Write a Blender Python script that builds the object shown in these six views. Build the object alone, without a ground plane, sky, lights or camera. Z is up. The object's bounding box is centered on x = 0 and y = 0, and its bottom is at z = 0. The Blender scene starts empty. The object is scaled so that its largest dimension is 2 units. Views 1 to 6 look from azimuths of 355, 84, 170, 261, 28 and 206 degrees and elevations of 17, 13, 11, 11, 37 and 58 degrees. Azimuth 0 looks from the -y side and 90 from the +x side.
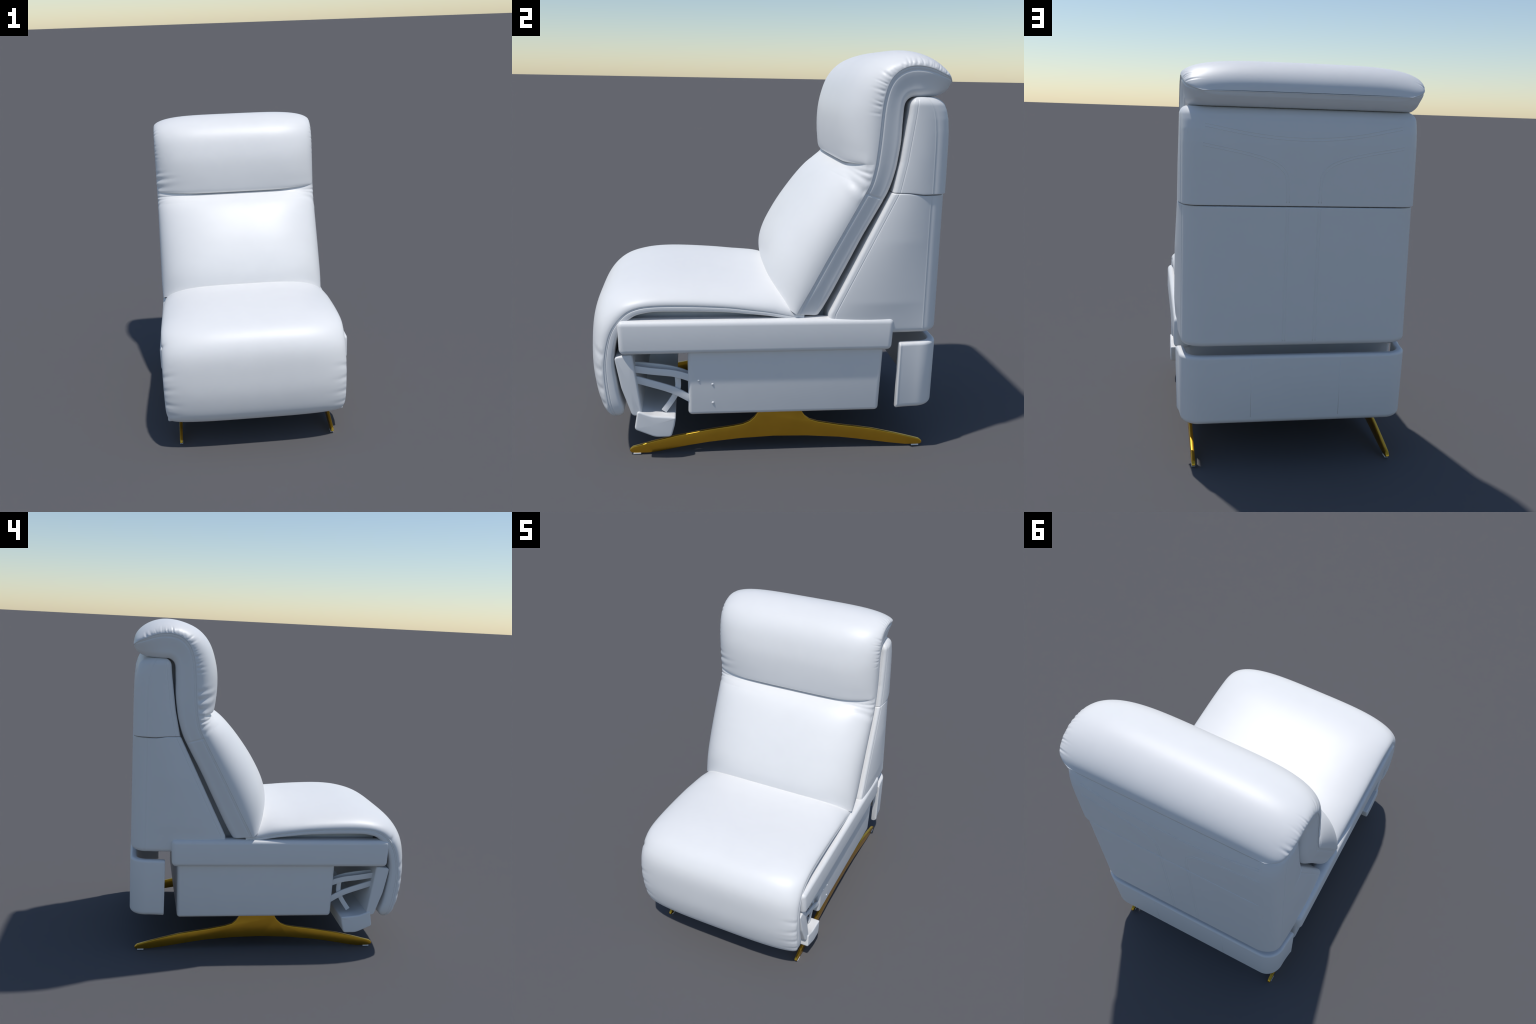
"""White upholstered wall-hugger recliner seat on two brass plate legs."""
import bpy, bmesh, math
import numpy as np
from mathutils import Vector

RNG = np.random.default_rng(7)
COLL = bpy.context.scene.collection

# ------------------------------------------------------------------ materials
def material(name, color, rough, metallic=0.0, grain=0.0, grain_scale=400.0,
             var=0.02, coat=0.0, spec=0.5):
    m = bpy.data.materials.new(name)
    m.use_nodes = True
    nt = m.node_tree
    bsdf = nt.nodes["Principled BSDF"]
    bsdf.inputs["Roughness"].default_value = rough
    bsdf.inputs["Metallic"].default_value = metallic
    bsdf.inputs["Specular IOR Level"].default_value = spec
    bsdf.inputs["Coat Weight"].default_value = coat
    tc = nt.nodes.new("ShaderNodeTexCoord")
    noise = nt.nodes.new("ShaderNodeTexNoise")
    noise.inputs["Scale"].default_value = 9.0
    noise.inputs["Detail"].default_value = 3.0
    nt.links.new(tc.outputs["Object"], noise.inputs["Vector"])
    ramp = nt.nodes.new("ShaderNodeValToRGB")
    ramp.color_ramp.elements[0].position = 0.3
    ramp.color_ramp.elements[1].position = 0.7
    ramp.color_ramp.elements[0].color = tuple(c * (1 - var) for c in color) + (1,)
    ramp.color_ramp.elements[1].color = tuple(min(1, c * (1 + var)) for c in color) + (1,)
    nt.links.new(noise.outputs["Fac"], ramp.inputs["Fac"])
    nt.links.new(ramp.outputs["Color"], bsdf.inputs["Base Color"])
    if grain > 0:
        n2 = nt.nodes.new("ShaderNodeTexNoise")
        n2.inputs["Scale"].default_value = grain_scale
        n2.inputs["Detail"].default_value = 2.0
        nt.links.new(tc.outputs["Object"], n2.inputs["Vector"])
        bump = nt.nodes.new("ShaderNodeBump")
        bump.inputs["Strength"].default_value = grain
        bump.inputs["Distance"].default_value = 0.0006
        nt.links.new(n2.outputs["Fac"], bump.inputs["Height"])
        nt.links.new(bump.outputs["Normal"], bsdf.inputs["Normal"])
    return m

LEATHER = material("white_leather", (0.80, 0.80, 0.80), 0.45, grain=0.05, var=0.006)
PANEL = material("white_panel", (0.80, 0.80, 0.80), 0.45, var=0.006)
METAL = material("white_metal", (0.80, 0.80, 0.80), 0.45, var=0.006)
BRASS = material("brushed_brass", (0.80, 0.45, 0.045), 0.30, metallic=1.0, var=0.04)
RUBBER = material("pale_foot_pad", (0.80, 0.80, 0.80), 0.5, var=0.006)

# ------------------------------------------------------------------ helpers
def spline(pts, n):
    """Natural cubic spline through control rows, resampled evenly by index."""
    P = np.asarray(pts, float)
    k = len(P)
    A = np.zeros((k, k)); B = np.zeros_like(P)
    A[0, 0] = A[-1, -1] = 1
    for i in range(1, k - 1):
        A[i, i - 1:i + 2] = (1, 4, 1)
        B[i] = 6 * (P[i + 1] - 2 * P[i] + P[i - 1])
    M = np.linalg.solve(A, B)
    u = np.linspace(0, k - 1, n) if np.isscalar(n) else np.asarray(n)
    i = np.clip(u.astype(int), 0, k - 2)
    f = (u - i)[:, None]; g = 1 - f
    return (M[i] * g ** 3 + M[i + 1] * f ** 3) / 6 + (P[i] - M[i] / 6) * g + (P[i + 1] - M[i + 1] / 6) * f

def arclen(P):
    return np.concatenate([[0], np.cumsum(np.linalg.norm(np.diff(P, axis=0), axis=1))])

def make_object(name, verts, faces, mat, parent=None, smooth=True, angle=None):
    me = bpy.data.meshes.new(name)
    me.from_pydata([tuple(map(float, v)) for v in verts], [], [tuple(map(int, f)) for f in faces])
    bm = bmesh.new(); bm.from_mesh(me)
    bmesh.ops.remove_doubles(bm, verts=bm.verts, dist=1e-6)
    bmesh.ops.recalc_face_normals(bm, faces=bm.faces)
    bm.to_mesh(me); bm.free()
    return finish(name, me, mat, parent, smooth, angle)

def finish(name, me, mat, parent, smooth=True, angle=None):
    me.materials.append(mat)
    ob = bpy.data.objects.new(name, me)
    COLL.objects.link(ob)
    if smooth:
        if angle is None:
            me.polygons.foreach_set("use_smooth", [True] * len(me.polygons))
        else:
            me.shade_smooth() if hasattr(me, "shade_smooth") else None
            me.polygons.foreach_set("use_smooth", [True] * len(me.polygons))
            me.set_sharp_from_angle(angle=math.radians(angle))
    if parent is not None:
        ob.parent = parent
    return ob

def grid_faces(nr, nc, off=0, close=False):
    r = np.arange(nr - 1)[:, None]; c = np.arange(nc if close else nc - 1)[None, :]
    c2 = (c + 1) % nc
    a = off + r * nc + c; b = off + r * nc + c2
    d = off + (r + 1) * nc + c; e = off + (r + 1) * nc + c2
    return np.stack([a, b, e, d], -1).reshape(-1, 4).tolist()

def grid_normals(G):
    du = np.gradient(G, axis=0); dv = np.gradient(G, axis=1)
    N = np.cross(du, dv)
    L = np.linalg.norm(N, axis=2, keepdims=True)
    return N / np.maximum(L, 1e-12)

def tube(name, pts, r, mat, parent, closed=False, sides=8):
    """Round cord along a polyline."""
    P = np.asarray(pts, float); n = len(P)
    T = np.gradient(P, axis=0)
    if closed:
        T = np.roll(P, -1, 0) - np.roll(P, 1, 0)
    T /= np.linalg.norm(T, axis=1)[:, None]
    ref = np.array([0.0, 0, 1.0]) if abs(T[0][2]) < .9 else np.array([1.0, 0, 0])
    V = []
    nrm = ref - T[0] * (ref @ T[0])
    for i in range(n):
        nrm = nrm - T[i] * (nrm @ T[i]); nrm /= np.linalg.norm(nrm)
        bi = np.cross(T[i], nrm)
        for k in range(sides):
            a = 2 * math.pi * k / sides
            V.append(P[i] + r * (math.cos(a) * nrm + math.sin(a) * bi))
    F = grid_faces(n, sides, close=True)
    if closed:
        for k in range(sides):
            F.append([(n - 1) * sides + k, (n - 1) * sides + (k + 1) % sides, (k + 1) % sides, k])
    else:
        F.append(list(range(sides))); F.append([(n - 1) * sides + k for k in range(sides)])
    return make_object(name, V, F, mat, parent)

def extruded(name, profile, x0, x1, bevel, mat, parent, seg=4):
    """Side profile (y, z) extruded across x with rounded edges."""
    bm = bmesh.new()
    a = [bm.verts.new((x0, y, z)) for y, z in profile]
    b = [bm.verts.new((x1, y, z)) for y, z in profile]
    n = len(profile)
    bm.faces.new(a); bm.faces.new(list(reversed(b)))
    for i in range(n):
        bm.faces.new((a[i], b[i], b[(i + 1) % n], a[(i + 1) % n]))
    bmesh.ops.recalc_face_normals(bm, faces=bm.faces)
    if bevel > 0:
        ed = [e for e in bm.edges if e.calc_face_angle(0) > math.radians(32)]
        bmesh.ops.bevel(bm, geom=ed, offset=bevel, segments=seg, profile=0.5,
                        affect='EDGES', clamp_overlap=True)
    me = bpy.data.meshes.new(name); bm.to_mesh(me); bm.free()
    return finish(name, me, mat, parent, angle=28)

def box(name, lo, hi, bevel, mat, parent, taper=0.0):
    prof = [(lo[1] + taper, lo[2]), (hi[1] - taper, lo[2]), (hi[1], hi[2]), (lo[1], hi[2])]
    return extruded(name, prof, lo[0], hi[0], bevel, mat, parent)

def round_poly(pts, radii, n=8):
    """Closed side profile with each corner filleted."""
    out = []
    P = [np.array(p) for p in pts]
    for i, r in enumerate(radii):
        a, b, c = P[i - 1], P[i], P[(i + 1) % len(P)]
        u = (a - b) / np.linalg.norm(a - b); w = (c - b) / np.linalg.norm(c - b)
        half = math.acos(float(np.clip(u @ w, -1, 1))) / 2
        cut = min(r / math.tan(half), .48 * np.linalg.norm(a - b), .48 * np.linalg.norm(c - b))
        p, q = b + u * cut, b + w * cut
        for k in range(n + 1):
            f = k / n
            out.append(tuple((1 - f) ** 2 * p + 2 * f * (1 - f) * b + f * f * q))
    return out

def padded(name, profile, x0, x1, r, mat, parent, seg=6):
    """Extrusion of a smooth profile whose two end faces are rounded over."""
    P = np.array(profile); Q = np.vstack([P, P[:1]]); L = arclen(Q)
    e = np.linspace(0, L[-1], 161)[:-1]
    P = np.column_stack([np.interp(e, L, Q[:, 0]), np.interp(e, L, Q[:, 1])]); c = P.mean(0)
    T = np.roll(P, -1, 0) - np.roll(P, 1, 0); T /= np.linalg.norm(T, axis=1)[:, None]
    N = np.stack([T[:, 1], -T[:, 0]], 1)
    N *= np.sign(((P - c) * N).sum())
    rings = []
    for k in range(seg + 1):
        a = math.pi / 2 * k / seg
        rings.append((x0 + r * (1 - math.sin(a)), r * (1 - math.cos(a))))
    lev = [(x, i) for x, i in reversed(rings)] + [(x0 + x1 - x, i) for x, i in rings]
    V = np.vstack([np.column_stack([np.full(len(P), x), P - N * i]) for x, i in lev])
    n = len(P); last = (len(lev) - 1) * n
    F = grid_faces(len(lev), n, close=True)
    m = len(V)
    V = np.vstack([V, [[lev[0][0], *c]], [[lev[-1][0], *c]]])
    for k in range(n):
        F.append([k, (k + 1) % n, m]); F.append([last + k, last + (k + 1) % n, m + 1])
    return make_object(name, V, F, mat, parent, angle=40)

def bar(name, center_pts, width, x0, x1, mat, parent, n=24):
    """Flat curved steel link: side-view centre line of given width."""
    C = spline(center_pts, n)
    T = np.gradient(C, axis=0); T /= np.linalg.norm(T, axis=1)[:, None]
    N = np.stack([-T[:, 1], T[:, 0]], 1)
    prof = np.vstack([C + N * width / 2, (C - N * width / 2)[::-1]])
    return extruded(name, prof.tolist(), x0, x1, 0.0015, mat, parent, seg=2)

def sstep(x, a, b):
    t = np.clip((x - a) / (b - a), 0, 1)
    return t * t * (3 - 2 * t)

# ------------------------------------------------------------------ root
chair = bpy.data.objects.new("recliner_chair", None)
COLL.objects.link(chair)
chair["label"] = "armless white leather recliner with plump headrest on brass legs"
chair["category"] = "armchair"

# ------------------------------------------------------------------ cushions
def cushion(name, E, C, X, ns, nx, mat, p, q, wrinkles=(), pinch=None, cx=0.0, soft=None):
    """Puffed face: seam curve E at both sides, crown curve C on the centre line.
    wrinkles: (side, arc, length, width, depth, slant)."""
    k = len(E)
    # even resampling along the mean arc length
    fine = spline(np.hstack([E, C, np.asarray(X)[:, None]]), 600)
    L = arclen((fine[:, 0:2] + fine[:, 2:4]) / 2)
    ev = np.linspace(0, L[-1], ns)
    R = np.stack([np.interp(ev, L, fine[:, j]) for j in range(5)], 1)
    arc = arclen(R[:, 0:2])
    tau = np.linspace(-1, 1, nx)
    t = np.sin(tau * math.pi / 2)
    t = np.sign(t) * np.abs(t) ** 0.9
    p = np.full(ns, p) if np.isscalar(p) else np.interp(np.linspace(0, 1, ns), p[0], p[1])
    c = np.maximum(0, 1 - np.abs(t)[None, :] ** p[:, None]) ** q
    G = np.zeros((ns, nx, 3))
    G[:, :, 0] = R[:, 4:5] * t[None, :]
    for a in range(2):
        G[:, :, 1 + a] = R[:, a:a + 1] + (R[:, 2 + a:3 + a] - R[:, a:a + 1]) * c
    if soft is not None:                     # fill the cleft toward the flanks
        a_s = arc if soft[0] == 0 else arc[-1] - arc
        w = np.maximum(0, 1 - a_s / .06)[:, None] ** 2
        lat = sstep(np.abs(t), soft[2], soft[2] + .30) * (1 - sstep(np.abs(t), .97, 1.0))
        G[:, :, 1] -= soft[1] * w * lat[None, :]
        G[:, :, 2] += .012 * w * sstep(np.abs(t), .45, .8)[None, :] * c
    N = grid_normals(G)
    # outward = away from the seam plane, along C-E
    out = np.zeros_like(G); out[:, :, 1:] = (R[:, 2:4] - R[:, 0:2])[:, None, :]
    N *= np.sign((N * out).sum(2, keepdims=True) + 1e-12)
    D = np.zeros((ns, nx))
    # distance from the seam measured over the surface
    seg = np.linalg.norm(np.diff(G, axis=1), axis=2)
    left = np.concatenate([np.zeros((ns, 1)), np.cumsum(seg, 1)], 1)
    dist = {-1: left, 1: left[:, -1:] - left}
    for side, a0, ln, w, dep, sl in wrinkles:
        d = dist[side]
        near = sstep(d, 0.0, 0.014)
        fall = np.exp(-(d / ln) ** 2 * 1.2)
        u = (arc[:, None] - a0 - sl * d) / w
        D += dep * near * fall * (-np.exp(-u * u) + 0.35 * np.exp(-((np.abs(u) - 2.0) / 1.0) ** 2))
    G = G + N * D[:, :, None]
    if pinch is not None:
        for side, a0, w, depth, reach in pinch:
            d = dist[side]
            f = np.exp(-((arc[:, None] - a0) / w) ** 2) * np.exp(-(d / reach) ** 2)
            G = G - N * (depth * f)[:, :, None]
    G[:, :, 0] += cx
    ob = make_object(name, G.reshape(-1, 3), grid_faces(ns, nx), mat, chair)
    return ob, R

def side_band(name, E, I, X, mat, ns, seams=(), inset=0.03, bulge=0.010, seamline=0.13, cap=(True, True), lean=0.0, cx=0.0, tip=0.0):
    """Boxing strip wrapping both flanks and the hidden back of a cushion."""
    fine = spline(np.hstack([E, I, np.asarray(X)[:, None]]), 600)
    L = arclen((fine[:, 0:2] + fine[:, 2:4]) / 2)
    ev = np.linspace(0, L[-1], ns)
    R = np.stack([np.interp(ev, L, fine[:, j]) for j in range(5)], 1)
    m = 44
    v = np.linspace(0, 1, m)
    # offset outward along x and travel from E to I, turning inward at the end
    end = 0.30
    xo = bulge * np.sin(np.pi * np.clip(v, 0, 1)) ** 0.8 - lean * sstep(v, 0.0, 0.75)
    turn = np.clip((v - (1 - end)) / end, 0, 1)
    xi = inset * (1 - np.sqrt(np.maximum(0, 1 - turn ** 2)))
    xtip = tip * (1 - np.sqrt(np.maximum(0, 1 - v ** 2)))
    travel = v.copy()
    groove = -0.0032 * np.exp(-((v - seamline) / 0.028) ** 2)
    rows = []
    for r in range(ns):
        e, i, X0 = R[r, 0:2], R[r, 2:4], R[r, 4]
        sg = sum(-0.003 * math.exp(-((ev[r] - s) / 0.004) ** 2) for s in seams)
        x = X0 + xo - xi + groove + sg - xtip * float(sstep(np.array(r / ns), .86, .99))
        yz = e[None, :] + (i - e)[None, :] * travel[:, None]
        right = np.column_stack([x, yz])
        leftp = np.column_stack([-x, yz])[::-1]
        xm = np.linspace(x[-1], -x[-1], 12)[1:-1]
        mid = np.column_stack([xm, np.repeat(yz[-1:], 10, 0)])
        rows.append(np.vstack([right, mid, leftp]))
    G = np.array(rows)
    G[:, :, 0] += cx
    nc = G.shape[1]
    F = grid_faces(ns, nc)
    if cap[0]: F.append(list(range(nc)))
    if cap[1]: F.append([(ns - 1) * nc + j for j in range(nc)])
    return make_object(name, G.reshape(-1, 3), F, mat, chair), R

# --- backrest profile (y, z): E = flank seam, C = crown on the centre line, I = rear edge of flank
HEAD = [  # E            C              I            half width
    (.4955, 1.470, .420, 1.451, .594, 1.452, .588),
    (.498, 1.494, .382, 1.468, .599, 1.490, .588),
    (.502, 1.535, .364, 1.545, .606, 1.540, .588),
    (.507, 1.600, .359, 1.620, .610, 1.590, .588),
    (.512, 1.680, .363, 1.705, .611, 1.650, .588),
    (.519, 1.755, .382, 1.792, .613, 1.700, .588),
    (.535, 1.825, .417, 1.876, .620, 1.745, .588),
    (.562, 1.875, .482, 1.946, .640, 1.770, .588),
    (.605, 1.908, .570, 1.986, .665, 1.780, .588),
    (.665, 1.922, .660, 2.000, .700, 1.781, .588),
    (.735, 1.914, .745, 1.984, .750, 1.782, .586),
    (.790, 1.893, .812, 1.947, .801, 1.787, .578),
    (.835, 1.872, .854, 1.900, .840, 1.806, .556),
    (.864, 1.852, .868, 1.856, .863, 1.834, .500),
]
LUMBAR = [
    (.142, .742, .050, .795, .245, .735, .583),
    (.170, .797, .030, .865, .275, .785, .586),
    (.205, .863, .022, .945, .314, .860, .588),
    (.245, .940, .044, 1.035, .352, .937, .588),
    (.290, 1.027, .086, 1.120, .392, 1.017, .588),
    (.333, 1.108, .132, 1.195, .430, 1.095, .588),
    (.375, 1.187, .190, 1.275, .468, 1.168, .588),
    (.415, 1.262, .242, 1.338, .505, 1.235, .588),
    (.450, 1.328, .293, 1.388, .540, 1.300, .588),
    (.475, 1.380, .342, 1.420, .563, 1.348, .588),
    (.489, 1.434, .386, 1.438, .580, 1.398, .588),
    (.4955, 1.470, .420, 1.451, .594, 1.452, .588),
]
BX = -.010          # the backrest sits a centimetre off the seat axis
H = np.array(HEAD); Lb = np.array(LUMBAR)
Lb[:, 4] += .013; Lb[:, 5] -= .005
H[:6, 4] += .015; H[6:9, 4] += (.012, .008, .004)

# gathers along the headrest flank seam
gathers = []
for side in (-1, 1):
    a = 0.235
    while a < 0.69:
        gathers.append((side, a + RNG.uniform(-.004, .004), RNG.uniform(.022, .060),
                        RNG.uniform(.0035, .0065), RNG.uniform(.0008, .0032), RNG.uniform(-.12, .12)))
        a += RNG.uniform(.012, .036)
gathers += [(-1, .030, .15, .013, .0045, .12), (-1, .080, .15, .014, .0055, .08), (-1, .125, .10, .012, .0030, .10)]
head, RH = cushion("headrest_cushion", H[:, 0:2], H[:, 2:4], H[:, 6], 320, 221, LEATHER, 4.3, 0.5, gathers, cx=BX, soft=(0, .014, .42))

creases = [(-1, .762, .15, .008, .0040, .12), (-1, .728, .14, .013, .0035, .28), (-1, .690, .09, .013, .0028, .40),
           (1, .762, .13, .010, .0032, .15), (1, .722, .18, .016, .0036, .26), (1, .668, .20, .022, .0042, .38)]
lumb, RL = cushion("lumbar_cushion", Lb[:, 0:2], Lb[:, 2:4], Lb[:, 6], 300, 181, LEATHER, ([0, .88, 1], [3.1, 3.1, 4.3]), 0.5, creases, cx=BX, soft=(1, .014, .42))

ALL = np.vstack([Lb, H[1:]])
band, RB = side_band("backrest_side_band", ALL[:, 0:2], ALL[:, 4:6], ALL[:, 6] - .004, LEATHER, 420,
                     seams=(.655,), bulge=.003, lean=.016, inset=.036, cx=BX, tip=.055)
def two_sided_piping(name, R, r, mat, round_tip=True, cx=0.0):
    right = np.column_stack([R[:, 4], R[:, 0], R[:, 1]])
    left = right[::-1] * [-1, 1, 1]
    if round_tip:
        xm = np.linspace(right[-1, 0], -right[-1, 0], 30)[1:-1]
        mid = np.column_stack([xm, np.full(28, right[-1, 1]), np.full(28, right[-1, 2])])
        tube(name, np.vstack([right, mid, left]) + [cx, 0, 0], r, mat, chair)
    else:
        tube(name, right, r, mat, chair); tube(name, left, r, mat, chair)
two_sided_piping("backrest_piping", RB, 0.0030, LEATHER, cx=BX)

# --- seat and leg rest
SEAT = [
    (.180, .722, .200, .800, .180, .705, .568),
    (.060, .748, .095, .836, .060, .722, .571),
    (-.005, .760, .005, .860, -.005, .733, .574),
    (-.130, .778, -.110, .867, -.130, .747, .577),
    (-.210, .787, -.205, .875, -.210, .754, .578),
    (-.350, .795, -.340, .884, -.350, .759, .579),
    (-.480, .798, -.470, .888, -.480, .761, .580),
    (-.570, .795, -.575, .882, -.550, .760, .581),
    (-.630, .785, -.660, .867, -.600, .752, .582),
    (-.685, .757, -.746, .839, -.645, .735, .582),
    (-.735, .700, -.814, .782, -.690, .690, .583),
    (-.766, .630, -.855, .692, -.718, .630, .583),
    (-.784, .530, -.867, .565, -.735, .530, .583),
    (-.786, .430, -.865, .440, -.728, .430, .582),
    (-.776, .330, -.846, .330, -.712, .330, .580),
    (-.767, .275, -.822, .265, -.697, .275, .573),
    (-.755, .238, -.786, .222, -.700, .236, .556),
    (-.735, .214, -.742, .206, -.722, .213, .522),
]
S = np.array(SEAT)
seat_wr = []
for side, offs in ((-1, (0.0, .085, .18, .26)), (1, (.0, .075, .17, .25))):
    for o in offs:
        seat_wr.append((side, 1.115 + o, .09, .014, .0026, RNG.uniform(-.10, .10)))
seat, RS = cushion("seat_cushion", S[:, 0:2], S[:, 2:4], S[:, 6], 300, 181, LEATHER, 3.5, 0.5,
                   seat_wr, pinch=[(-1, .93, .012, .007, .04)], cx=-.006)
gus, RG = side_band("seat_side_band", S[:, 0:2], S[:, 4:6], S[:, 6] - .004, LEATHER, 260, bulge=0.004, inset=.02, seamline=.25, cx=-.006)
two_sided_piping("seat_piping", RG, 0.004, LEATHER, cx=-.006)

# ------------------------------------------------------------------ back shell
def plan_ring(yf, yr, hx, rr, rf, inset, seam_front=0.030, groove=0.0016, puff=0.0, square=1.35, shrink=.012):
    """Plan outline: elliptic rear corners, small front corners, puffed flanks, uniformly inset."""
    yf2, yr2, h2 = yf + inset, yr - inset, hx - inset
    rr2, rf2 = max(rr - inset, .004), max(rf - inset, .003)
    rx = square * rr - inset                             # flank narrows by shrink toward the rear corner
    pts = []
    for k in range(9):                                   # front right corner
        a = math.pi * 1.5 + math.pi / 2 * k / 8
        pts.append((h2 - rf2 + rf2 * math.cos(a), yf2 + rf2 + rf2 * math.sin(a)))
    y0, y1 = yf2 + rf2, yr2 - rr2
    ys = [(yf + seam_front + d) for d in (-.006, -.003, -.0015, 0, .0015, .003, .006)]
    ye = [(yr - rr + d) for d in (-.010, -.006, -.003, -.0015, 0)]
    lo, hi = ys[-1], ye[0]
    mids = [lo + (hi - lo) * f for f in np.linspace(0, 1, 22)[1:-1]]
    for y in ys + mids + ye[:-1]:
        y = min(max(y, y0 + 1e-5), y1 - 1e-5)
        f = (y - y0) / max(y1 - y0, 1e-4)
        g = groove * (math.exp(-((y - yf - seam_front) / .0018) ** 2))
        g -= groove * 0.9 * math.exp(-((y - (yr - rr) + .003) / .002) ** 2)
        pts.append((h2 - g + puff * math.sin(math.pi * f) ** 0.8 - shrink * f * f, y))
    for k in range(13):                                  # rear right corner
        a = math.pi / 2 * k / 12
        pts.append((h2 - shrink - rx + rx * math.cos(a), yr2 - rr2 + rr2 * math.sin(a)))
    right = np.array(pts)
    xm = np.linspace(right[-1, 0], -right[-1, 0], 40)[1:-1]
    back = np.column_stack([xm, np.full(38, yr2)])
    left = right[::-1] * [-1, 1]
    xf = np.linspace(left[-1, 0], right[0, 0], 20)[1:-1]
    front = np.column_stack([xf, np.full(18, yf2)])
    return np.vstack([right, back, left, front])

def shell(name, zs, yf, yr, hx, rr, rf, rbot, rtop, mat, dip=None, puff=([0], [0]), square=1.38, shrink=.010):
    z0, z1 = zs
    lev = []
    for k in range(10):
        a = math.pi / 2 * k / 9
        lev.append((z0 + rbot * (1 - math.cos(a)), rbot * (1 - math.sin(a))))
    for z in np.linspace(z0 + rbot, z1 - rtop, 60)[1:-1]:
        lev.append((z, 0.0))
    for k in range(12):
        a = math.pi / 2 * k / 11
        lev.append((z1 - rtop + rtop * math.sin(a), rtop * (1 - math.cos(a))))
    G = []
    for z, ins in lev:
        ring = plan_ring(float(yf(z)), float(yr(z)), float(hx(z)), rr, rf, ins, puff=float(np.interp(z, *puff)), square=square, shrink=shrink)
        zz = np.full(len(ring), z)
        if dip is not None:
            zz = zz + dip(ring[:, 1], z)
        G.append(np.column_stack([ring, zz]))
    G = np.array(G); nc = G.shape[1]
    G[:, :, 0] += .006
    F = grid_faces(len(lev), nc, close=True)
    F.append(list(range(nc))); F.append([(len(lev) - 1) * nc + j for j in range(nc)])
    return make_object(name, G.reshape(-1, 3), F, mat, chair)

SH = .575
yrear = lambda z: np.interp(z, [0, 1.33, 1.55, 1.62, 1.68, 1.72, 1.75, 1.785], [.862, .862, .861, .859, .853, .843, .830, .806])
shell("lower_back_shell", (.638, 1.334),
      lambda z: np.interp(z, [.60, .74, 1.345], [.300, .302, .592]), yrear, lambda z: SH, .085, .020, .028, .006, PANEL, puff=([.64, .8, 1.1, 1.334], [.004, .017, .019, .011]),
      dip=lambda y, z: -.010 * sstep(y, .66, .74) * sstep(np.array(z), 1.25, 1.33))
shell("upper_back_shell", (1.336, 1.782),
      lambda z: np.interp(z, [1.33, 1.345, 1.484, 1.614, 1.70, 1.79], [.587, .592, .620, .637, .648, .655]),
      yrear, lambda z: SH, .080, .022, .004, .040, PANEL, puff=([1.334, 1.5, 1.7, 1.78], [.011, .010, .006, .004]), square=1.05, shrink=.004,
      dip=lambda y, z: -.007 * sstep(y, .66, .74) * (1 - sstep(np.array(z), 1.336, 1.42)))

# recessed filler between cushion and shell
core = [(y - .010, z) for y, z in ALL[0:21, 4:6]]
extruded("backrest_core", [(.24, .66)] + core + [(.76, 1.74), (.76, .66)], -.44, .42, 0, PANEL, chair)
# upholstered deck under the seat cushion
deck = [(y, z - .004) for y, z in S[0:10, 4:6]]
extruded("seat_deck", deck + [(-.655, .60), (.18, .60)], -.470, .470, .004, PANEL, chair)

# sewn seam lines on the rear of the shell
def rear_seam(pts, r=.0022, n=70):
    P = spline(pts, n)
    tube("rear_seam", np.column_stack([P[:, 0], [float(yrear(z)) - .0008 for z in P[:, 1]], P[:, 1]]), r, LEATHER, chair, sides=6)
for dz in (0, -.014):
    rear_seam([(.470, 1.705 + dz), (.374, 1.688 + dz), (.213, 1.663 + dz), (.0, 1.650 + dz),
               (-.213, 1.663 + dz), (-.374, 1.692 + dz), (-.470, 1.712 + dz)])
for sx in (-1, 1):
    for o in (0, .013):
        rear_seam([(sx * .480, 1.618 - o), (sx * .40, 1.603 - o), (sx * .267, 1.577 - o), (sx * (.150 + o * .3), 1.542 - o),
                   (sx * (.097 + o), 1.505 - o * .6), (sx * (.076 + o), 1.455), (sx * (.071 + o), 1.345)])
        rear_seam([(sx * (.071 + o), 1.316), (sx * (.071 + o), 1.0), (sx * (.069 + o), .665)])

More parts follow.
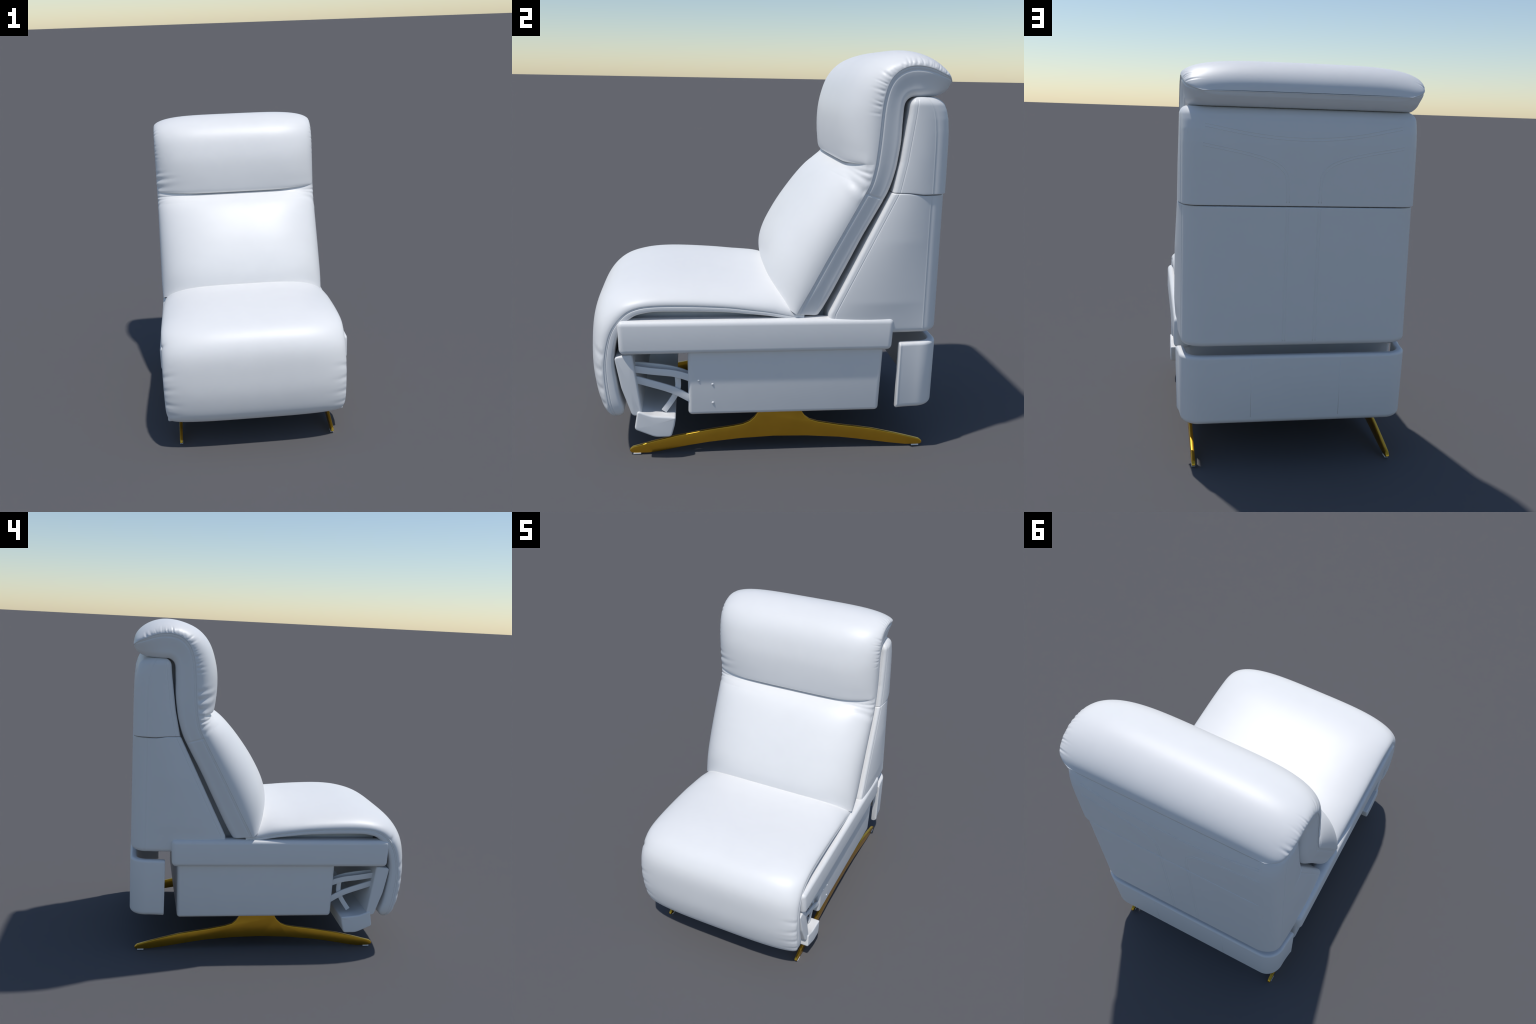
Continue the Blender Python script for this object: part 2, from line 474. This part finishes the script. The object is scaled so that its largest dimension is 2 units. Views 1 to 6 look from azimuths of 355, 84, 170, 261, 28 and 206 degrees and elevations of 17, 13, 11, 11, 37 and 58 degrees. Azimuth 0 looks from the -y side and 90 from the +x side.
# ------------------------------------------------------------------ rear skirt: U-shaped padded band
def rear_skirt():
    hx, yr, yf, r, th = .576, .864, .658, .104, .042
    path = []
    for y in np.linspace(yf, yr - r, 12)[:-1]: path.append((hx + .012 * (1 - (y - yf) / (yr - r - yf)) ** 1.5, y, 1, 0))
    for k in range(13):
        a = math.pi / 2 * k / 12
        path.append((hx - r + r * math.cos(a), yr - r + r * math.sin(a), math.cos(a), math.sin(a)))
    for x in np.linspace(hx - r, -hx + r, 40)[1:-1]: path.append((x, yr, 0, 1))
    half = path[:24]
    path += [(-x, y, -nx, ny) for x, y, nx, ny in reversed(half)]
    z0, z1, rb, rt, ri = .238, .590, .030, .016, .010
    sec = []
    def arc(cx, cz, rad, a0, a1, n=7):
        for k in range(n):
            a = a0 + (a1 - a0) * k / (n - 1)
            sec.append((cx + rad * math.cos(a), cz + rad * math.sin(a)))
    arc(-rb, z0 + rb, rb, -math.pi / 2, 0)
    arc(-rt, z1 - rt, rt, 0, math.pi / 2)
    arc(-th + ri, z1 - ri, ri, math.pi / 2, math.pi)
    arc(-th + ri, z0 + ri, ri, math.pi, 1.5 * math.pi)
    sec = np.array(sec)
    cs = sec.mean(0)
    V = []
    n = len(path)
    rings = []
    # rounded end caps: first and last rings shrink
    def ring(p, sc, adv):
        x, y, nx, ny = p
        # slight outward lean: the skirt narrows by 8 mm at the floor side
        out = []
        for o, z in sec:
            oo = cs[0] + (o - cs[0]) * sc[0]; zz = cs[1] + (z - cs[1]) * sc[1]
            lean = -.010 * (z1 - zz) / (z1 - z0)
            out.append((x + nx * (oo + lean), y + ny * (oo + lean * .3) - adv, zz))
        return out
    e = .007
    for k in range(5):
        a = math.pi / 2 * k / 4
        ins = e * (1 - math.sin(a))
        rings.append(ring(path[0], (1 - ins / .021, 1 - ins / .18), e * math.cos(a) - e))
    for p in path[1:-1]: rings.append(ring(p, (1, 1), 0))
    for k in range(4, -1, -1):
        a = math.pi / 2 * k / 4
        ins = e * (1 - math.sin(a))
        rings.append(ring(path[-1], (1 - ins / .021, 1 - ins / .18), e * math.cos(a) - e))
    G = np.array(rings); nc = G.shape[1]
    G[:, :, 0] += .006
    F = grid_faces(len(rings), nc, close=True)
    F.append(list(range(nc))); F.append([(len(rings) - 1) * nc + j for j in range(nc)])
    make_object("rear_skirt", G.reshape(-1, 3), F, PANEL, chair)
    for x in (.230, -.216):
        tube("rear_seam", [(x, yr - .0036, .275), (x, yr - .0019, .43), (x, yr - .0008, .570)], .0016, LEATHER, chair, sides=6)
rear_skirt()

# ------------------------------------------------------------------ base, rails, leg rest mechanism
def base_box():
    """Mechanism box, flanks leaning in toward the floor."""
    bm = bmesh.new()
    def ring(z, hx, y0, y1):
        return [bm.verts.new(v) for v in ((-hx + .003, y0, z), (hx, y0, z), (hx, y1, z), (-hx + .003, y1, z))]
    lo, hi = ring(.219, .549, -.382, .577), ring(.690, .576, -.386, .586)
    bm.faces.new(lo); bm.faces.new(hi)
    for k in range(4):
        bm.faces.new((lo[k], lo[(k + 1) % 4], hi[(k + 1) % 4], hi[k]))
    bmesh.ops.recalc_face_normals(bm, faces=bm.faces)
    bmesh.ops.bevel(bm, geom=list(bm.edges), offset=.020, segments=6, profile=.5, affect='EDGES')
    me = bpy.data.meshes.new("base_box"); bm.to_mesh(me); bm.free()
    finish("base_box", me, PANEL, chair, angle=28)
base_box()
for sx in (-1, 1):
    x0, x1 = sorted((sx * .505, sx * .599))
    extruded("side_rail", [(-.711, .556), (.618, .558), (.626, .721), (-.717, .724)], x0, x1, .026, PANEL, chair, seg=6)

padded("leg_rest_board", round_poly([(-.736, .540), (-.649, .552), (-.640, .480), (-.605, .238), (-.655, .234), (-.705, .380)],
                                    [.016, .016, .05, .022, .022, .2]), -.575, .575, .009, PANEL, chair)
padded("foot_bar", round_poly([(-.630, .263), (-.560, .236), (-.443, .225), (-.450, .180), (-.466, .122), (-.545, .122), (-.646, .166)],
                              [.012, .12, .010, .06, .020, .10, .020]), -.583, .583, .009, PANEL, chair)
for x, dz in ((.541, .0), (-.525, .014)):
    inward = -math.copysign(1, x)
    up = lambda pts: [(y, z + dz) for y, z in pts]
    bar("recliner_link", up([(-.66, .471), (-.54, .452), (-.45, .440), (-.37, .414)]), .034, x - .006, x + .006, METAL, chair)
    bar("recliner_link", up([(-.66, .421), (-.54, .383), (-.45, .350), (-.37, .305)]), .035, x - .006, x + .006, METAL, chair)
    xi = x + inward * .045
    bar("recliner_link", up([(-.66, .476), (-.54, .462), (-.45, .444), (-.37, .412)]), .030, xi - .006, xi + .006, METAL, chair)
    xk = x + inward * .014
    bar("recliner_link", up([(-.437, .440), (-.432, .380), (-.447, .322), (-.503, .238)]), .028, xk - .005, xk + .005, METAL, chair)

def bolt(x, y, z, r=.0070, ln=.008):
    n, V, F = 16, [], []
    prof = [(0, r), (ln - r * .7, r), (ln - r * .35, r * .87), (ln - r * .1, r * .5), (ln, 0.0006)]
    for d, rad in prof:
        for k in range(n):
            a = 2 * math.pi * k / n
            V.append((x + d, y + rad * math.cos(a), z + rad * math.sin(a)))
    F = grid_faces(len(prof), n, close=True); F.append(list(range(n))); F.append([(len(prof) - 1) * n + k for k in range(n)])
    make_object("bolt", V, F, METAL, chair, angle=50)
for y, z in ((-.331, .407), (-.263, .386), (-.261, .286)):
    bolt(.546 + (z - .22) * .05, y, z)

# ------------------------------------------------------------------ brass legs
LEG_TOP = [(-.674, .030), (-.660, .040), (-.620, .050), (-.560, .066), (-.450, .092), (-.285, .121), (-.160, .138), (-.110, .147),
           (-.075, .162), (-.050, .184), (-.036, .205), (-.030, .245)]
LEG_TOP2 = [(.186, .245), (.192, .205), (.206, .184), (.232, .163), (.275, .149), (.386, .128), (.470, .116), (.560, .101), (.680, .072),
            (.780, .045), (.812, .036), (.826, .025)]
LEG_BOT = [(.828, .015), (.820, .008), (.800, .006), (.738, .008), (.650, .020), (.562, .034), (.475, .048), (.389, .060), (.218, .073), (.048, .077),
           (-.119, .070), (-.285, .054), (-.370, .041), (-.450, .027), (-.530, .012), (-.582, .006), (-.650, .006), (-.670, .011), (-.677, .020)]
for sx in (-1, 1):
    xc = sx * .505
    leg = extruded("brass_leg", LEG_TOP + LEG_TOP2 + LEG_BOT, xc - .009, xc + .009, 0.0, BRASS, chair)
    bm = bmesh.new(); bm.from_mesh(leg.data)
    ed = [e for e in bm.edges if len(e.link_faces) == 2 and e.calc_face_angle(0) > math.radians(80) and abs(e.verts[0].co.x - e.verts[1].co.x) < 1e-6]
    bmesh.ops.bevel(bm, geom=ed, offset=.003, segments=3, profile=.5, affect='EDGES', clamp_overlap=True)
    bm.to_mesh(leg.data); bm.free()
    leg.data.polygons.foreach_set("use_smooth", [True] * len(leg.data.polygons))
    leg.data.set_sharp_from_angle(angle=math.radians(40))
    for y in (-.640, .792):
        pad = box("foot_pad", (xc - .010, y - .019, 0), (xc + .010, y + .019, .0075), .0015, RUBBER, leg)
